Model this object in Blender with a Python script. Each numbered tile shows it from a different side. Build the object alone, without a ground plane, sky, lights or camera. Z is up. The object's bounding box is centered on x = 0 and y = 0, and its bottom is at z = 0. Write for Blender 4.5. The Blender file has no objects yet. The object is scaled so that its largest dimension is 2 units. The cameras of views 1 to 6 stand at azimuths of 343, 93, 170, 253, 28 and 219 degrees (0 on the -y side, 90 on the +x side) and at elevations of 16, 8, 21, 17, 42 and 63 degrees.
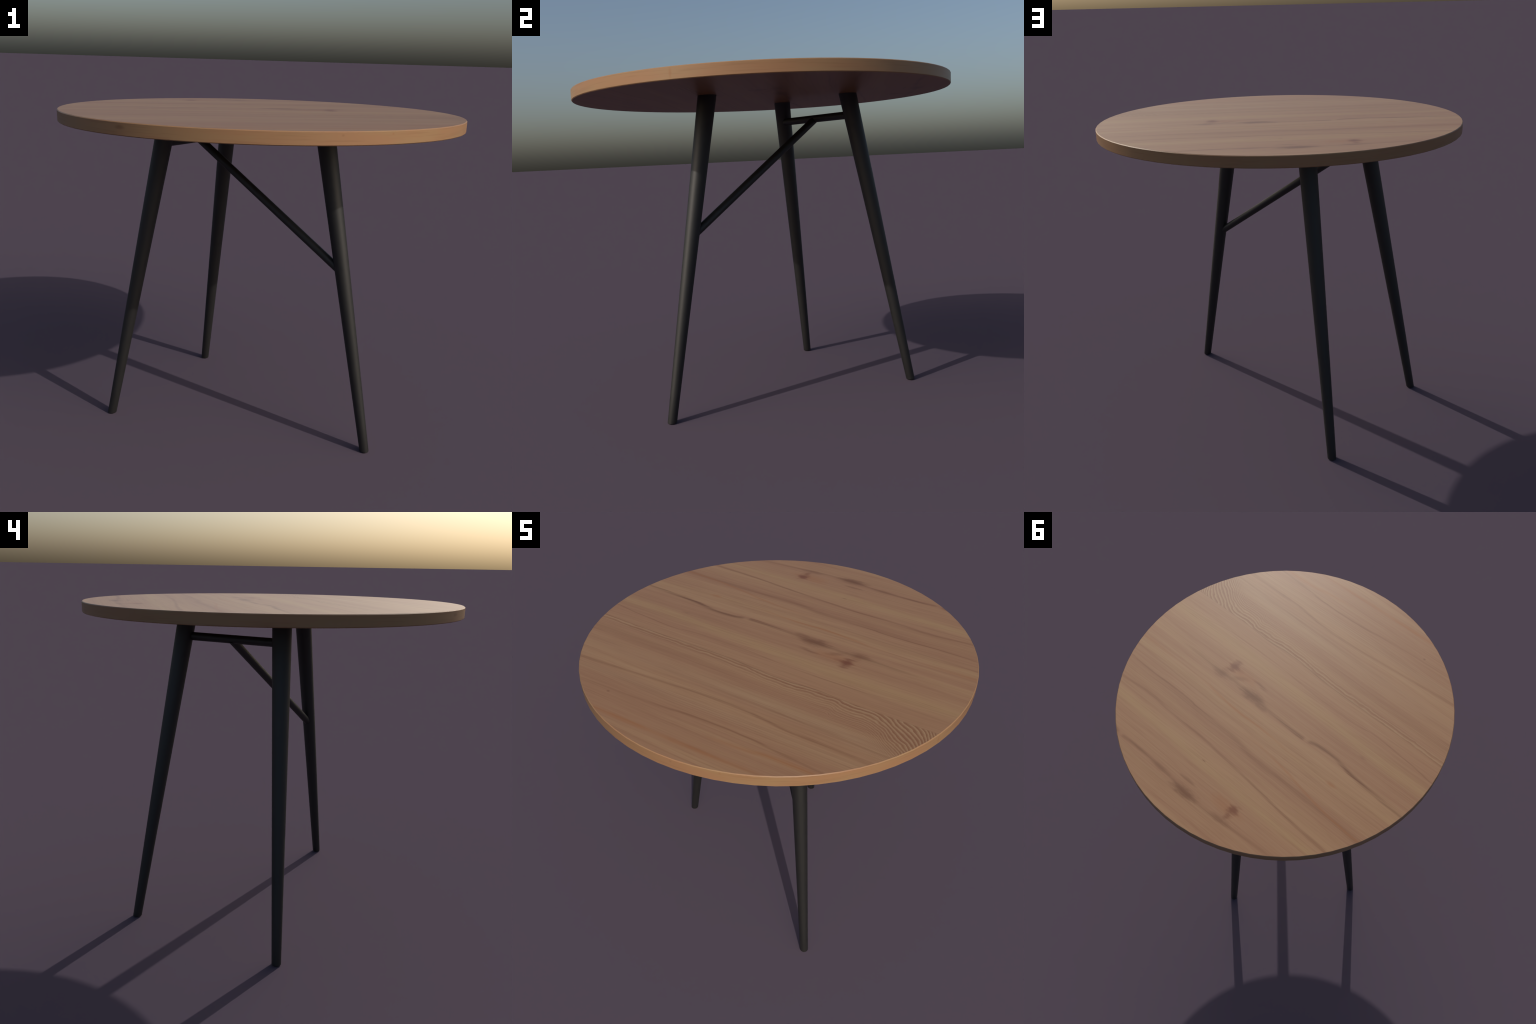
# Round three-legged dining table: laminated pine top on a black steel tripod frame.
import bpy, bmesh, math
from mathutils import Vector, Matrix

# ------------------------------------------------------------------ dimensions
TOP_R, TOP_Z, UNDER_Z = 1.0, 1.7192, 1.6641      # disc radius, upper and lower faces
EDGE_CHAMFER = 0.0034
SIDES = 72                                       # the disc is a 72-gon, as in the original
FRAME_ANGLE = math.radians(131.87)               # direction from the single leg to the pair
LEG_R_TOP, LEG_R_FOOT = 0.0482, 0.0240
BAR_R = 0.0213
BAR_Z, BAR_D = 1.5478, 0.3915                    # cross bar height and distance from the centre

D = Vector((math.cos(FRAME_ANGLE), math.sin(FRAME_ANGLE), 0))
E = Vector((D.y, -D.x, 0))


def at(d, e, z):
    return D * d + E * e + Vector((0, 0, z))


# ------------------------------------------------------------------ node helper
class Graph:
    def __init__(self, name):
        self.mat = bpy.data.materials.new(name)
        self.mat.use_nodes = True
        self.nt = self.mat.node_tree
        self.nt.nodes.clear()
        self.out = self.nt.nodes.new("ShaderNodeOutputMaterial")
        self.bsdf = self.nt.nodes.new("ShaderNodeBsdfPrincipled")
        self.nt.links.new(self.bsdf.outputs[0], self.out.inputs[0])

    def put(self, sock, val):
        if isinstance(val, bpy.types.NodeSocket):
            self.nt.links.new(val, sock)
        elif val is not None:
            sock.default_value = val

    def node(self, kind, **props):
        n = self.nt.nodes.new(kind)
        for k, v in props.items():
            setattr(n, k, v)
        return n

    def math(self, op, a, b=None, c=None, clamp=False):
        n = self.node("ShaderNodeMath", operation=op, use_clamp=clamp)
        for i, v in enumerate((a, b, c)):
            self.put(n.inputs[i], v)
        return n.outputs[0]

    def ramp(self, x, a, b, lo=0.0, hi=1.0, smooth=True):
        n = self.node("ShaderNodeMapRange", interpolation_type="SMOOTHSTEP" if smooth else "LINEAR")
        for i, v in enumerate((x, a, b, lo, hi)):
            self.put(n.inputs[i], v)
        return n.outputs[0]

    def combine(self, x, y, z=0.0):
        n = self.node("ShaderNodeCombineXYZ")
        for i, v in enumerate((x, y, z)):
            self.put(n.inputs[i], v)
        return n.outputs[0]

    def split(self, vec):
        n = self.node("ShaderNodeSeparateXYZ")
        self.put(n.inputs[0], vec)
        return n.outputs

    def noise(self, vec, scale=1.0, detail=2.0, rough=0.5):
        n = self.node("ShaderNodeTexNoise")
        self.put(n.inputs["Vector"], vec)
        n.inputs["Scale"].default_value = scale
        n.inputs["Detail"].default_value = detail
        n.inputs["Roughness"].default_value = rough
        return n.outputs[0]

    def grain(self, u, v, su, sv, z=0.0, detail=2.0, rough=0.5):
        """noise stretched along the grain: su cells per metre along it, sv across it"""
        return self.noise(self.combine(self.math("MULTIPLY", u, su), self.math("MULTIPLY", v, sv), z), 1.0, detail, rough)

    def curve(self, x, pts, lo, hi):
        """smooth curve y(x) through control points, x in -1..1, y in lo..hi"""
        n = self.node("ShaderNodeFloatCurve")
        n.inputs["Factor"].default_value = 1.0
        self.put(n.inputs["Value"], self.ramp(x, -1.0, 1.0, 0.0, 1.0, smooth=False))
        c = n.mapping.curves[0]
        pts = sorted(pts)
        q = [((px + 1) / 2, (py - lo) / (hi - lo)) for px, py in pts]
        c.points[0].location, c.points[1].location = q[0], q[-1]
        for p in q[1:-1]:
            c.points.new(*p)
        n.mapping.extend = "HORIZONTAL"
        n.mapping.update()
        return self.math("MULTIPLY_ADD", n.outputs[0], hi - lo, lo)

    def mix(self, fac, a, b, mode="MIX"):
        n = self.node("ShaderNodeMix", data_type="RGBA", blend_type=mode)
        self.put(n.inputs[0], fac)
        self.put(n.inputs[6], a)
        self.put(n.inputs[7], b)
        return n.outputs[2]


def rgb(r, g, b):
    return (r, g, b, 1.0)


TAN = rgb(0.305, 0.175, 0.092)
YELLOW = rgb(0.308, 0.186, 0.091)
PINK = rgb(0.274, 0.146, 0.079)
BROWN = rgb(0.172, 0.076, 0.036)
DARK = rgb(0.132, 0.054, 0.024)
RED = rgb(0.265, 0.112, 0.045)
PALE = rgb(0.330, 0.218, 0.120)
WOOD_ROUGH = 0.42
WOOD_SPEC = 0.30


# ------------------------------------------------------------------ wood, upper and lower face
def wood_face_material():
    g = Graph("pine_board")
    tc = g.node("ShaderNodeTexCoord")
    mp = g.node("ShaderNodeMapping")
    g.put(mp.inputs["Vector"], tc.outputs["Object"])
    mp.inputs["Rotation"].default_value = (0, 0, math.radians(3.5))
    u, v0, _ = g.split(mp.outputs[0])
    # gentle wander of the grain, and a fine feathering of every streak's border
    wander = g.grain(u, v0, 1.3, 3.0, 3.1, 1.0)
    v = g.math("MULTIPLY_ADD", g.math("SUBTRACT", wander, 0.5), 0.030, v0)
    feather = g.math("SUBTRACT", g.grain(u, v, 7.0, 60.0, 8.7, 3.0, 0.6), 0.5)
    vf = g.math("MULTIPLY_ADD", feather, 0.012, v0)
    fibre = g.grain(u, v, 5.0, 170.0, 1.7, 3.0, 0.6)          # fine fibres
    speck = g.grain(u, v, 16.0, 55.0, 30.0, 3.0, 0.65)          # mottling inside knots
    broken = g.ramp(g.grain(u, v, 3.5, 130.0, 41.0, 3.0, 0.6), 0.32, 0.60, 0.45, 1.08)   # streaks are made of threads
    lines = g.grain(u, v, 1.0, 75.0, 5.2, 1.5)                 # growth lines
    bands = g.grain(u, v, 0.45, 11.0, 12.4, 2.0)               # broad hue bands
    bands2 = g.grain(u, v, 0.8, 24.0, 21.0, 2.0)

    def streak(path, width, strength, lo_side=1.0, hi_side=1.0):
        """soft band along a path v(u); strength may vary along u; side factors stretch each flank"""
        vs = [p[1] for p in path]
        lo, hi = min(vs) - 0.02, max(vs) + 0.02
        d = g.math("SUBTRACT", vf, g.curve(u, path, lo, hi))
        up = g.ramp(d, 0.0, width * hi_side, 1.0, 0.0)
        dn = g.ramp(d, -width * lo_side, 0.0, 0.0, 1.0)
        m = g.math("MULTIPLY", g.math("MULTIPLY", up, dn), broken)
        if isinstance(strength, (int, float)):
            return g.math("MULTIPLY", m, strength)
        return g.math("MULTIPLY", m, g.curve(u, strength, 0.0, 1.0))

    def blob(u0, v_0, a, b, strength, lean=0.0):
        du = g.math("DIVIDE", g.math("SUBTRACT", u, u0), a)
        dv = g.math("SUBTRACT", vf, v_0)
        if lean:
            dv = g.math("MULTIPLY_ADD", g.math("SUBTRACT", u, u0), -lean, dv)
        dv = g.math("DIVIDE", dv, b)
        r = g.math("SQRT", g.math("ADD", g.math("MULTIPLY", du, du), g.math("MULTIPLY", dv, dv)))
        r = g.math("MULTIPLY_ADD", feather, 0.9, r)
        r = g.math("MULTIPLY_ADD", g.math("SUBTRACT", speck, 0.5), 0.9, r)
        return g.ramp(r, 0.1, 1.0, strength, 0.0)

    # ---- broad colour of the board
    col = g.mix(g.ramp(bands, 0.36, 0.64), PINK, TAN)
    col = g.mix(g.ramp(bands2, 0.52, 0.72, 0.0, 0.30), col, YELLOW)
    col = g.mix(g.ramp(bands2, 0.48, 0.30, 0.0, 0.16), col, BROWN)

    def paint(colour, *masks):
        nonlocal col
        for m in masks:
            col = g.mix(m, col, colour)

    # yellow sapwood bands
    paint(YELLOW,
          streak([(-1, -0.026), (-0.73, -0.026), (-0.25, -0.050), (0.33, -0.085), (1, -0.090)], 0.060, 0.9),
          streak([(-1, 0.66), (-0.2, 0.648), (0.03, 0.643), (0.32, 0.622), (0.74, 0.607), (1, 0.60)], 0.045, 0.9),
          streak([(-1, 0.50), (-0.4, 0.505), (0.2, 0.47), (1, 0.44)], 0.030, 0.6),
          streak([(-1, 0.23), (0, 0.28), (1, 0.25)], 0.05, 0.45))
    # rosy bands
    paint(PINK,
          streak([(-1, 0.085), (-0.5, 0.06), (0.2, 0.02), (1, 0.01)], 0.060, 0.8),
          streak([(-1, -0.17), (0, -0.19), (1, -0.20)], 0.06, 0.5),
          streak([(-1, 0.74), (0.2, 0.73), (1, 0.71)], 0.09, 0.8),
          streak([(-1, 0.48), (0, 0.46), (1, 0.45)], 0.11, 0.65),
          streak([(-1, 0.90), (0, 0.92), (1, 0.90)], 0.06, 0.6),
          streak([(-1, -0.82), (0, -0.84), (1, -0.82)], 0.07, 0.5),
          streak([(-1, -0.36), (0, -0.37), (1, -0.40)], 0.09, [(-1, 0.7), (-0.2, 0.7), (0.4, 0.3), (1, 0.2)]))
    # pale board inside the arched figure
    paint(PALE,
          streak([(-1, -0.46), (0, -0.46), (0.45, -0.47), (0.9, -0.52)], 0.085, [(-1, 0.15), (-0.2, 0.25), (0.3, 0.5), (0.9, 0.3)]),
          streak([(-1, -0.66), (0, -0.64), (1, -0.66)], 0.05, 0.25))

    # fine growth lines and fibres everywhere
    col = g.mix(g.ramp(lines, 0.50, 0.34, 0.0, 0.13), col, BROWN)
    col = g.mix(g.ramp(lines, 0.56, 0.74, 0.0, 0.16), col, PALE)
    col = g.mix(g.ramp(fibre, 0.52, 0.28, 0.0, 0.22), col, BROWN)
    col = g.mix(g.ramp(fibre, 0.52, 0.74, 0.0, 0.18), col, PALE)

    # regular thin ring lines in two quieter zones
    def ring_lines(pitch, zone, amount):
        s = g.math("SINE", g.math("MULTIPLY_ADD", lines, 2.5, g.math("MULTIPLY", v, 2 * math.pi / pitch)))
        m = g.math("MULTIPLY", g.ramp(s, -0.2, 1.0), zone)
        paint(BROWN, g.math("MULTIPLY", m, amount))

    ring_lines(0.0105, streak([(-1, 0.055), (-0.5, 0.03), (0, 0.02), (1, 0.03)], 0.05, [(-1, 1.0), (0.2, 0.6), (1, 0.3)]), 0.20)
    ring_lines(0.0130, streak([(-1, -0.68), (0, -0.66), (1, -0.68)], 0.085, [(-1, 0.6), (-0.3, 1.0), (0.6, 1.0), (1, 0.6)]), 0.20)
    ring_lines(0.0120, streak([(-1, 0.44), (0, 0.45), (1, 0.43)], 0.06, 0.7), 0.15)

    # ---- arched (cathedral) figure below its straight border
    border = [(-1, -0.215), (-0.78, -0.224), (-0.5, -0.231), (-0.2, -0.233), (0.02, -0.248), (0.16, -0.257),
              (0.35, -0.250), (0.48, -0.257), (0.65, -0.258), (1, -0.263)]
    vb = g.curve(u, border, -0.28, -0.20)
    ripple = g.math("SUBTRACT", g.noise(g.combine(g.math("MULTIPLY", u, 9.0), g.math("MULTIPLY", v0, 16.0), 2.2), 1.0, 3.5, 0.6), 0.5)
    depth = g.math("SUBTRACT", vb, v0)
    sweep = g.curve(u, [(-1, 0.012), (0, 0.0), (0.42, 0.0), (0.47, -0.009), (0.51, 0.004), (0.57, 0.010), (0.64, 0.006), (0.72, 0.030), (0.79, 0.080), (0.89, 0.146), (0.94, 0.21), (1, 0.32)], -0.02, 0.34)
    phi = g.math("MULTIPLY_ADD", ripple, 0.032, g.math("SUBTRACT", depth, sweep))
    pos = g.math("MAXIMUM", phi, 0.0)
    rings = g.math("MULTIPLY_ADD", g.math("MULTIPLY", pos, pos), 170.0, g.math("MULTIPLY", phi, 38.0))
    tri = g.math("FRACT", rings)
    # each ring: slow darkening, then an abrupt pale start
    ring = g.math("MULTIPLY", g.ramp(tri, 0.15, 0.78), g.ramp(tri, 0.80, 1.0, 1.0, 0.0))
    inside = g.ramp(depth, 0.0, 0.006)
    fade = g.math("MULTIPLY", g.ramp(phi, 0.05, 0.22, 1.0, 0.0), g.ramp(phi, 0.015, 0.06, 1.0, g.curve(u, [(-1, 0.10), (0, 0.25), (0.4, 0.40), (0.7, 0.7), (1, 0.9)], 0.0, 1.0)))
    along = g.curve(u, [(-1, 0.55), (-0.6, 0.6), (-0.1, 0.75), (0.3, 0.9), (1, 1.0)], 0.0, 1.0)
    narrow = g.ramp(depth, g.curve(u, [(-1, 0.05), (-0.2, 0.07), (0.3, 0.16), (0.7, 0.30), (1, 0.5)], 0.0, 0.5), 0.02, 0.0, 1.0)
    fig = g.math("MULTIPLY", g.math("MULTIPLY", inside, fade), g.math("MULTIPLY", along, g.ramp(narrow, 0.0, 0.5)))
    paint(PALE, g.math("MULTIPLY", g.math("MULTIPLY", fig, g.ramp(tri, 0.5, 0.1)), 0.75))
    paint(rgb(0.185, 0.080, 0.037), g.math("MULTIPLY", g.math("MULTIPLY", fig, ring), 0.80))
    fine = g.ramp(g.math("SINE", g.math("MULTIPLY", phi, 2 * math.pi / 0.0085)), -0.3, 1.0)
    paint(BROWN, g.math("MULTIPLY", g.math("MULTIPLY", fine, g.math("MULTIPLY", inside, g.ramp(phi, 0.30, 0.08))),
                        g.curve(u, [(-1, 0.05), (0, 0.12), (0.5, 0.22), (1, 0.30)], 0.0, 0.4)))
    paint(DARK, streak(border, 0.009, [(-1, 0.15), (-0.5, 0.30), (-0.2, 0.42), (0.1, 0.50), (0.3, 0.45), (0.6, 0.15), (1, 0.25)], 1.3, 0.6))

    # ---- long brown streaks
    paint(BROWN,
          streak([(-1, 0.62), (-0.784, 0.594), (-0.54, 0.581), (-0.25, 0.552), (-0.094, 0.538), (0.05, 0.527), (0.213, 0.516),
                  (0.46, 0.513), (0.6, 0.503), (0.85, 0.520), (1, 0.53)], 0.014, [(-1, 0.45), (-0.5, 0.62), (-0.1, 0.6), (0.3, 0.6), (0.7, 0.5), (1, 0.4)]),
          streak([(-0.88, 0.439), (-0.55, 0.427), (-0.33, 0.425), (-0.17, 0.428), (0.07, 0.400), (0.35, 0.40), (0.8, 0.385)], 0.030,
                 [(-1, 0.5), (-0.6, 0.5), (-0.2, 0.55), (0.1, 0.5), (0.4, 0.35), (0.8, 0.2), (1, 0.1)], 1.0, 1.0),
          streak([(0.37, 0.388), (0.48, 0.378), (0.7, 0.382), (0.9, 0.374)], 0.007, [(0.2, 0.0), (0.4, 0.6), (0.7, 0.6), (1, 0.3)]),
          streak([(-1, -0.61), (-0.75, -0.602), (-0.5, -0.586), (-0.27, -0.570), (-0.03, -0.556), (0.13, -0.556), (0.27, -0.571),
                  (0.41, -0.585), (0.6, -0.588), (0.8, -0.594), (1, -0.60)], 0.015, [(-1, 0.55), (-0.7, 0.6), (-0.3, 0.45), (0.1, 0.6), (0.4, 0.65), (0.8, 0.45), (1, 0.3)]),
          streak([(-0.6, -0.75), (-0.18, -0.730), (0.0, -0.714), (0.19, -0.712), (0.42, -0.728), (0.64, -0.746), (0.9, -0.755)], 0.012,
                 [(-1, 0.1), (-0.4, 0.3), (0, 0.6), (0.3, 0.6), (0.6, 0.5), (1, 0.3)]),
          streak([(-0.6, -0.485), (0, -0.49), (0.5, -0.505), (0.9, -0.53)], 0.012, [(-1, 0.0), (-0.4, 0.15), (0.2, 0.35), (0.7, 0.3), (1, 0.2)]),
          streak([(-0.97, -0.102), (-0.89, -0.115), (-0.71, -0.133), (-0.57, -0.142), (-0.47, -0.130), (-0.3, -0.124), (-0.08, -0.131),
                  (0.12, -0.146), (0.34, -0.154), (0.55, -0.151), (0.77, -0.125), (1, -0.11)], 0.007,
                 [(-1, 0.5), (-0.6, 0.5), (-0.1, 0.35), (0.3, 0.4), (0.7, 0.2), (1, 0.1)]),
          streak([(-1, 0.30), (0, 0.315), (0.5, 0.30), (1, 0.29)], 0.010, 0.22),
          streak([(-1, -0.345), (0, -0.35), (0.6, -0.38)], 0.05, [(-1, 0.30), (-0.3, 0.25), (0.2, 0.05), (1, 0.0)]))
    # reddish resin streaks
    paint(RED,
          streak([(-0.9, -0.90), (-0.41, -0.893), (-0.15, -0.895), (0.14, -0.895), (0.4, -0.891)], 0.022,
                 [(-1, 0.2), (-0.4, 0.6), (-0.2, 0.75), (-0.08, 0.35), (0.05, 0.7), (0.3, 0.45), (0.6, 0.1)]),
          streak([(0.1, -0.80), (0.33, -0.785), (0.45, -0.771), (0.63, -0.771), (0.8, -0.77)], 0.022, [(0.1, 0.0), (0.33, 0.55), (0.5, 0.7), (0.7, 0.3), (0.9, 0.0)]),
          streak([(-0.82, 0.437), (-0.63, 0.420), (-0.5, 0.400), (-0.3, 0.363), (-0.1, 0.34)], 0.013, [(-1, 0.2), (-0.75, 0.6), (-0.4, 0.6), (-0.1, 0.2), (0.2, 0.0)]),
          streak([(-0.25, 0.268), (-0.01, 0.252), (0.15, 0.253), (0.26, 0.246), (0.4, 0.227)], 0.013, [(-0.4, 0.0), (-0.15, 0.35), (0.08, 0.75), (0.25, 0.7), (0.5, 0.1), (0.7, 0.0)]),
          streak([(0.6, 0.22), (0.95, 0.22)], 0.02, [(0.6, 0.0), (0.9, 0.35), (1, 0.5)]),
          blob(-0.568, 0.267, 0.05, 0.018, 0.55),
          blob(0.30, 0.045, 0.16, 0.06, 0.38), blob(-0.22, 0.745, 0.16, 0.06, 0.45))

    # ---- the two dark knot streaks: the same flaw, mirrored along the grain
    first = [(-1, 0.173), (-0.87, 0.168), (-0.75, 0.161), (-0.62, 0.149), (-0.536, 0.134), (-0.43, 0.124), (-0.303, 0.139), (-0.266, 0.145),
             (-0.086, 0.139), (0.023, 0.132), (0.123, 0.121), (0.229, 0.119), (0.34, 0.108), (0.44, 0.111), (0.61, 0.105), (0.8, 0.10)]
    second = [(-0.6, 0.80), (-0.32, 0.822), (-0.24, 0.831), (-0.064, 0.836), (0.02, 0.833), (0.123, 0.816), (0.23, 0.807), (0.44, 0.803), (0.54, 0.806), (0.62, 0.795), (1, 0.78)]
    paint(DARK,
          streak(first, 0.016, [(-1, 0.40), (-0.8, 0.62), (-0.62, 0.88), (-0.5, 0.68), (-0.32, 0.75), (-0.285, 0.05), (-0.255, 0.75), (-0.1, 0.65),
                                (0.0, 0.40), (0.15, 0.70), (0.3, 0.35), (0.45, 0.40), (0.75, 0.10), (1, 0.0)], 1.4, 1.0),
          blob(0.150, 0.120, 0.130, 0.048, 0.78), blob(0.055, 0.148, 0.055, 0.022, 0.45), blob(0.41, 0.120, 0.10, 0.034, 0.55),
          blob(0.155, 0.032, 0.075, 0.018, 0.45, -0.1), blob(0.29, 0.075, 0.07, 0.026, 0.35, 0.4),
          streak(second, 0.016, [(-0.8, 0.0), (-0.5, 0.25), (-0.25, 0.40), (-0.1, 0.35), (0.02, 0.70), (0.15, 0.35), (0.3, 0.45), (0.45, 0.60), (0.53, 0.55), (0.555, 0.05), (0.59, 0.6), (1, 0.4)]),
          blob(0.015, 0.832, 0.130, 0.048, 0.75), blob(0.225, 0.81, 0.09, 0.026, 0.35), blob(-0.25, 0.82, 0.09, 0.030, 0.40),
          blob(0.05, 0.765, 0.08, 0.018, 0.40))
    paint(rgb(0.145, 0.050, 0.023),
          blob(0.374, 0.027, 0.050, 0.076, 0.92), blob(-0.266, 0.738, 0.050, 0.060, 0.85),
          blob(0.40, 0.090, 0.040, 0.05, 0.25), blob(-0.262, 0.785, 0.022, 0.05, 0.40), blob(0.33, 0.03, 0.05, 0.03, 0.20))
    # tiny bark flecks
    paint(DARK, blob(0.066, 0.620, 0.020, 0.0045, 0.75), blob(-0.467, -0.765, 0.012, 0.008, 0.6), blob(-0.60, 0.02, 0.04, 0.010, 0.25))

    # underside: same wood pattern, its colour multiplied slightly darker and redder
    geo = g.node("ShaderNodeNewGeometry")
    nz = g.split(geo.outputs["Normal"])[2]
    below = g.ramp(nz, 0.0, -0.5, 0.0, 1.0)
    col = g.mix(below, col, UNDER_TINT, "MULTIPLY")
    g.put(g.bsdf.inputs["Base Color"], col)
    g.bsdf.inputs["Roughness"].default_value = WOOD_ROUGH
    g.bsdf.inputs["Specular IOR Level"].default_value = WOOD_SPEC
    bump = g.node("ShaderNodeBump")
    bump.inputs["Strength"].default_value = 0.04
    bump.inputs["Distance"].default_value = 0.001
    g.put(bump.inputs["Height"], fibre)
    g.put(g.bsdf.inputs["Normal"], bump.outputs[0])
    return g.mat


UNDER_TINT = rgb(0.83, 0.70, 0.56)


# ------------------------------------------------------------------ wood, edge band
def wood_edge_material():
    g = Graph("pine_edge_band")
    tc = g.node("ShaderNodeTexCoord")
    x, y, z = g.split(tc.outputs["Object"])
    zz = g.math("SUBTRACT", z, UNDER_Z)

    def round_grain(s, k, off=0.0, detail=2.0):
        return g.noise(g.combine(g.math("MULTIPLY_ADD", x, s, off), g.math("MULTIPLY", y, s), g.math("MULTIPLY", zz, k)), 1.0, detail, 0.55)

    broad = round_grain(2.6, 14.0, 4.0)
    lines = round_grain(4.5, 120.0, 9.0, 2.0)
    mottle = round_grain(16.0, 60.0, 2.0, 2.0)
    col = g.mix(g.ramp(broad, 0.36, 0.64), rgb(0.312, 0.168, 0.085), rgb(0.304, 0.181, 0.090))
    col = g.mix(g.ramp(lines, 0.52, 0.30, 0.0, 0.20), col, BROWN)
    col = g.mix(g.ramp(mottle, 0.55, 0.75, 0.0, 0.30), col, rgb(0.33, 0.165, 0.083))

    def spot(px, py, pz, a, h, colour, amount):
        nonlocal col
        dx = g.math("MULTIPLY", g.math("SUBTRACT", x, px), 1 / a)
        dy = g.math("MULTIPLY", g.math("SUBTRACT", y, py), 1 / a)
        dz = g.math("MULTIPLY", g.math("SUBTRACT", z, pz), 1 / h)
        r = g.math("SQRT", g.math("ADD", g.math("ADD", g.math("MULTIPLY", dx, dx), g.math("MULTIPLY", dy, dy)), g.math("MULTIPLY", dz, dz)))
        r = g.math("MULTIPLY_ADD", g.math("SUBTRACT", mottle, 0.5), 0.8, r)
        col = g.mix(g.ramp(r, 0.1, 1.0, amount, 0.0), col, colour)

    for s in EDGE_SPOTS:
        spot(*s)
    g.put(g.bsdf.inputs["Base Color"], col)
    g.bsdf.inputs["Roughness"].default_value = WOOD_ROUGH
    g.bsdf.inputs["Specular IOR Level"].default_value = WOOD_SPEC
    return g.mat


# flaws on the edge band: place, half-length, half-height, colour, amount
EDGE_SPOTS = [(-0.77, -0.638, 1.699, 0.040, 0.012, BROWN, 0.50),
              (0.947, -0.321, 1.692, 0.010, 0.030, RED, 0.45),
              (0.236, -0.972, 1.707, 0.010, 0.007, RED, 0.50),
              (0.015, -1.000, 1.704, 0.010, 0.007, BROWN, 0.30)]


# ------------------------------------------------------------------ black powder-coated steel
def steel_material():
    g = Graph("black_powder_coat")
    tc = g.node("ShaderNodeTexCoord")
    n = g.noise(tc.outputs["Object"], 220.0, 2.0)
    g.put(g.bsdf.inputs["Base Color"], g.mix(n, STEEL, STEEL))
    g.bsdf.inputs["Specular IOR Level"].default_value = 0.65
    g.put(g.bsdf.inputs["Roughness"], g.ramp(n, 0.3, 0.7, STEEL_ROUGH - 0.02, STEEL_ROUGH + 0.02))
    return g.mat


STEEL = rgb(0.0100, 0.0096, 0.0085)
STEEL_ROUGH = 0.54


# ------------------------------------------------------------------ mesh building
def loft(rings, mats=None):
    """closed solid through rings of equal length; end rings are capped with a fan"""
    bm = bmesh.new()
    rows = [[bm.verts.new(p) for p in r] for r in rings]
    n = len(rows[0])
    for a, b in zip(rows, rows[1:]):
        for i in range(n):
            bm.faces.new((a[i], a[(i + 1) % n], b[(i + 1) % n], b[i]))
    bm.faces.new(list(reversed(rows[0])))
    bm.faces.new(rows[-1])
    bmesh.ops.recalc_face_normals(bm, faces=bm.faces[:])
    return bm


def finish(bm, name, parent, mats, sharp_deg=35):
    me = bpy.data.meshes.new(name)
    for f in bm.faces:
        f.smooth = True
    lim = math.radians(sharp_deg)
    for e in bm.edges:
        if len(e.link_faces) == 2 and e.calc_face_angle(0.0) > lim:
            e.smooth = False
    bm.to_mesh(me)
    bm.free()
    for m in mats:
        me.materials.append(m)
    ob = bpy.data.objects.new(name, me)
    bpy.context.scene.collection.objects.link(ob)
    ob.parent = parent
    return ob


def disc_ring(r, z):
    a0 = math.radians(1.82)
    return [Vector((r * math.cos(a0 + 2 * math.pi * i / SIDES), r * math.sin(a0 + 2 * math.pi * i / SIDES), z)) for i in range(SIDES)]


def build_top(parent):
    c = EDGE_CHAMFER
    rings = [disc_ring(TOP_R - c, UNDER_Z), disc_ring(TOP_R, UNDER_Z + c), disc_ring(TOP_R, TOP_Z - c), disc_ring(TOP_R - c, TOP_Z)]
    bm = loft(rings)
    for f in bm.faces:
        f.material_index = 0 if len(f.verts) > 4 else 1
    ob = finish(bm, "tabletop", parent, [wood_face_material(), wood_edge_material()], 40)
    # keep the big flat faces perfectly flat while the rounded edge stays smooth
    me = ob.data
    big = {v for p in me.polygons if len(p.vertices) > 4 for v in p.vertices}
    for e in me.edges:
        if e.vertices[0] in big and e.vertices[1] in big:
            e.use_edge_sharp = True
    return ob


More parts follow.
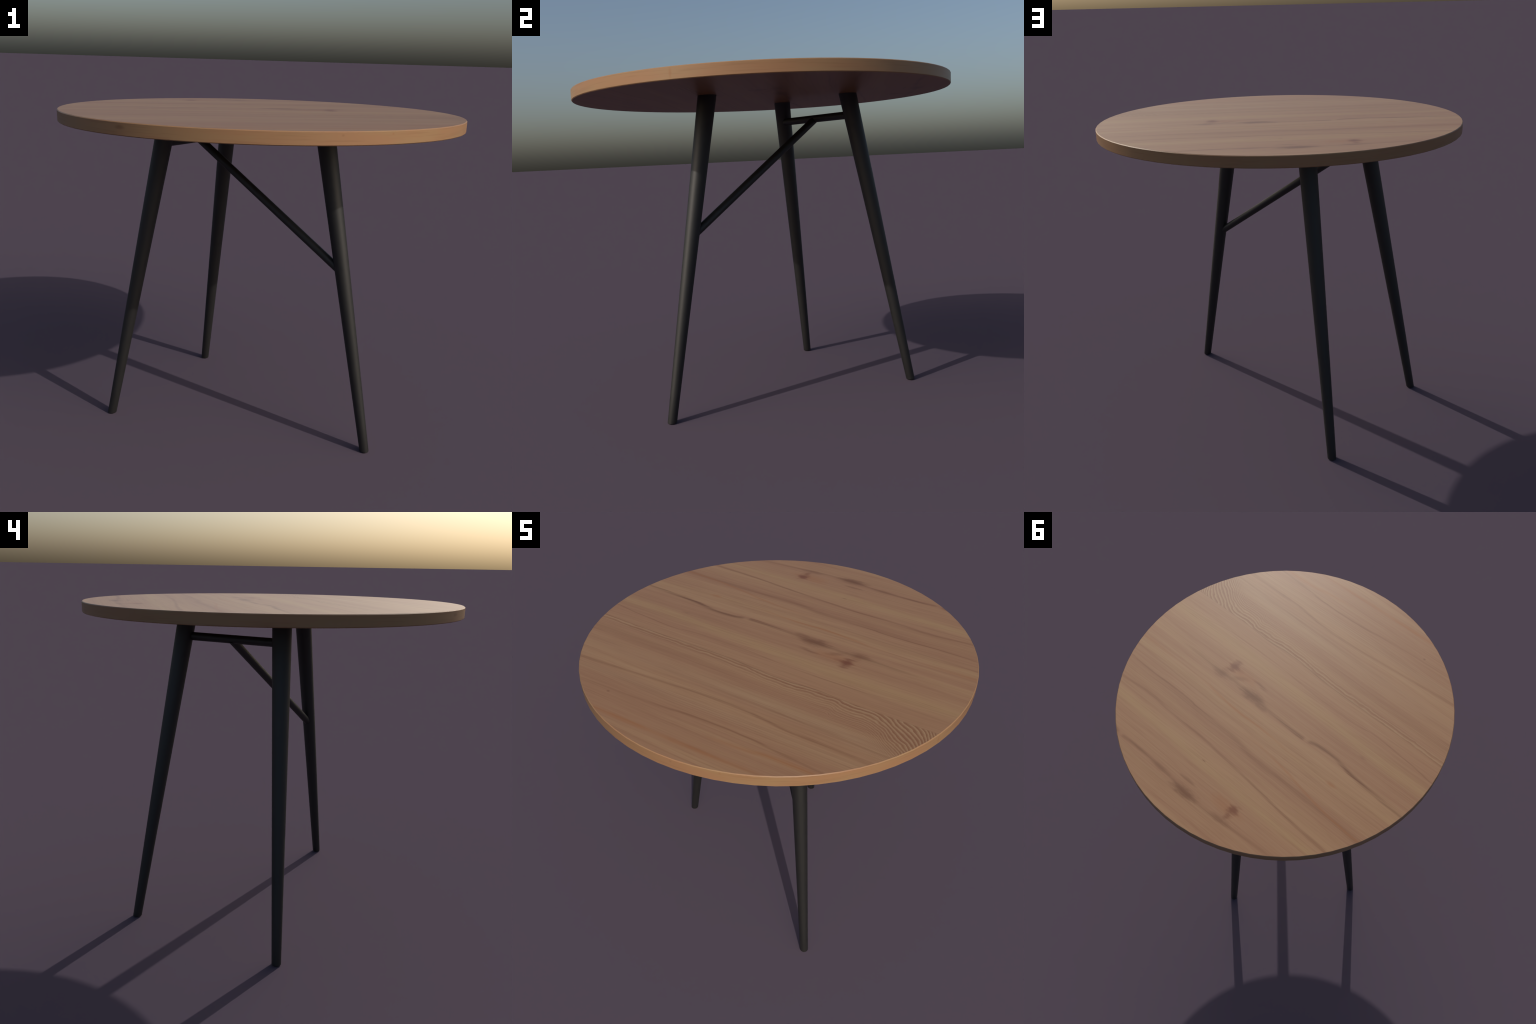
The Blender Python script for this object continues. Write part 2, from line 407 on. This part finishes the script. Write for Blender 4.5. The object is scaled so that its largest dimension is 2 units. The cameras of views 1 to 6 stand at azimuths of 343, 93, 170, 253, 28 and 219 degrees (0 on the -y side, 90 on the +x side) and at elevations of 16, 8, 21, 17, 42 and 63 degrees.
def leg_rings(top, foot, n=40):
    """tapered round tube leaning from foot to top, cut level at both ends"""
    axis = top - foot
    lean = Vector((axis.x, axis.y, 0))
    stretch = axis.length / axis.z
    ldir = lean.normalized()
    side = Vector((-ldir.y, ldir.x, 0))
    rings = []
    rnd = 0.0045
    levels = [(rnd * (1 - math.sin(math.pi / 2 * i / 4)), -rnd * (1 - math.cos(math.pi / 2 * i / 4))) for i in range(4, -1, -1)]
    levels = [(rnd * (1 - math.cos(math.pi / 2 * i / 4)), -rnd * (1 - math.sin(math.pi / 2 * i / 4))) for i in range(0, 5)]
    cuts = [(h, dr) for h, dr in levels] + [(axis.z * t, 0.0) for t in (0.1, 0.3, 0.5, 0.7, 0.9, 1.0)]
    for h, dr in cuts:
        t = h / axis.z
        r = LEG_R_FOOT + (LEG_R_TOP - LEG_R_FOOT) * t + dr
        c = foot + axis * t
        rings.append([c + ldir * (r * stretch * math.cos(2 * math.pi * k / n)) + side * (r * math.sin(2 * math.pi * k / n)) for k in range(n)])
    return rings


def bar_rings(a, b, r, n=28):
    ax = (b - a).normalized()
    s = ax.cross(Vector((0, 0, 1))).normalized()
    t = s.cross(ax)
    return [[p + s * (r * math.cos(2 * math.pi * k / n)) + t * (r * math.sin(2 * math.pi * k / n)) for k in range(n)] for p in (a, a.lerp(b, 0.5), b)]


# ------------------------------------------------------------------ assembly
table = bpy.data.objects.new("round_table", None)
bpy.context.scene.collection.objects.link(table)
table["label"] = "round light pine table on three slanted black steel legs"
table["category"] = "table"

build_top(table)
steel = steel_material()
sink = UNDER_Z + 0.0012                            # leg heads bite just into the board
pair_top, pair_foot = (0.387, 0.277), (0.6718, 0.4510)
single_top, single_foot = -0.3573, -0.6937
legs = [(at(pair_top[0], -pair_top[1], sink), at(pair_foot[0], -pair_foot[1], 0)),
        (at(pair_top[0], pair_top[1], sink), at(pair_foot[0], pair_foot[1], 0)),
        (at(single_top, 0, sink), at(single_foot, 0, 0))]
for top, foot in legs:
    finish(loft(leg_rings(top, foot)), "leg", table, [steel], 50)

t = 1 - BAR_Z / UNDER_Z
half = pair_top[1] + (pair_foot[1] - pair_top[1]) * t
finish(loft(bar_rings(at(BAR_D, -half, BAR_Z), at(BAR_D, half, BAR_Z), BAR_R)), "crossbar", table, [steel], 50)

# brace: from the middle of the crossbar down to the single leg
slope = (0.4027 + 0.1247) / (1.55 - 1.2)
lean = (single_top - single_foot) / UNDER_Z
low_z = (single_foot - 0.4027 + slope * 1.55) / (slope - lean)
finish(loft(bar_rings(at(0.4027 - slope * (1.55 - BAR_Z), 0, BAR_Z), at(single_foot + lean * low_z, 0, low_z), BAR_R - 0.0002)),
       "brace", table, [steel], 50)
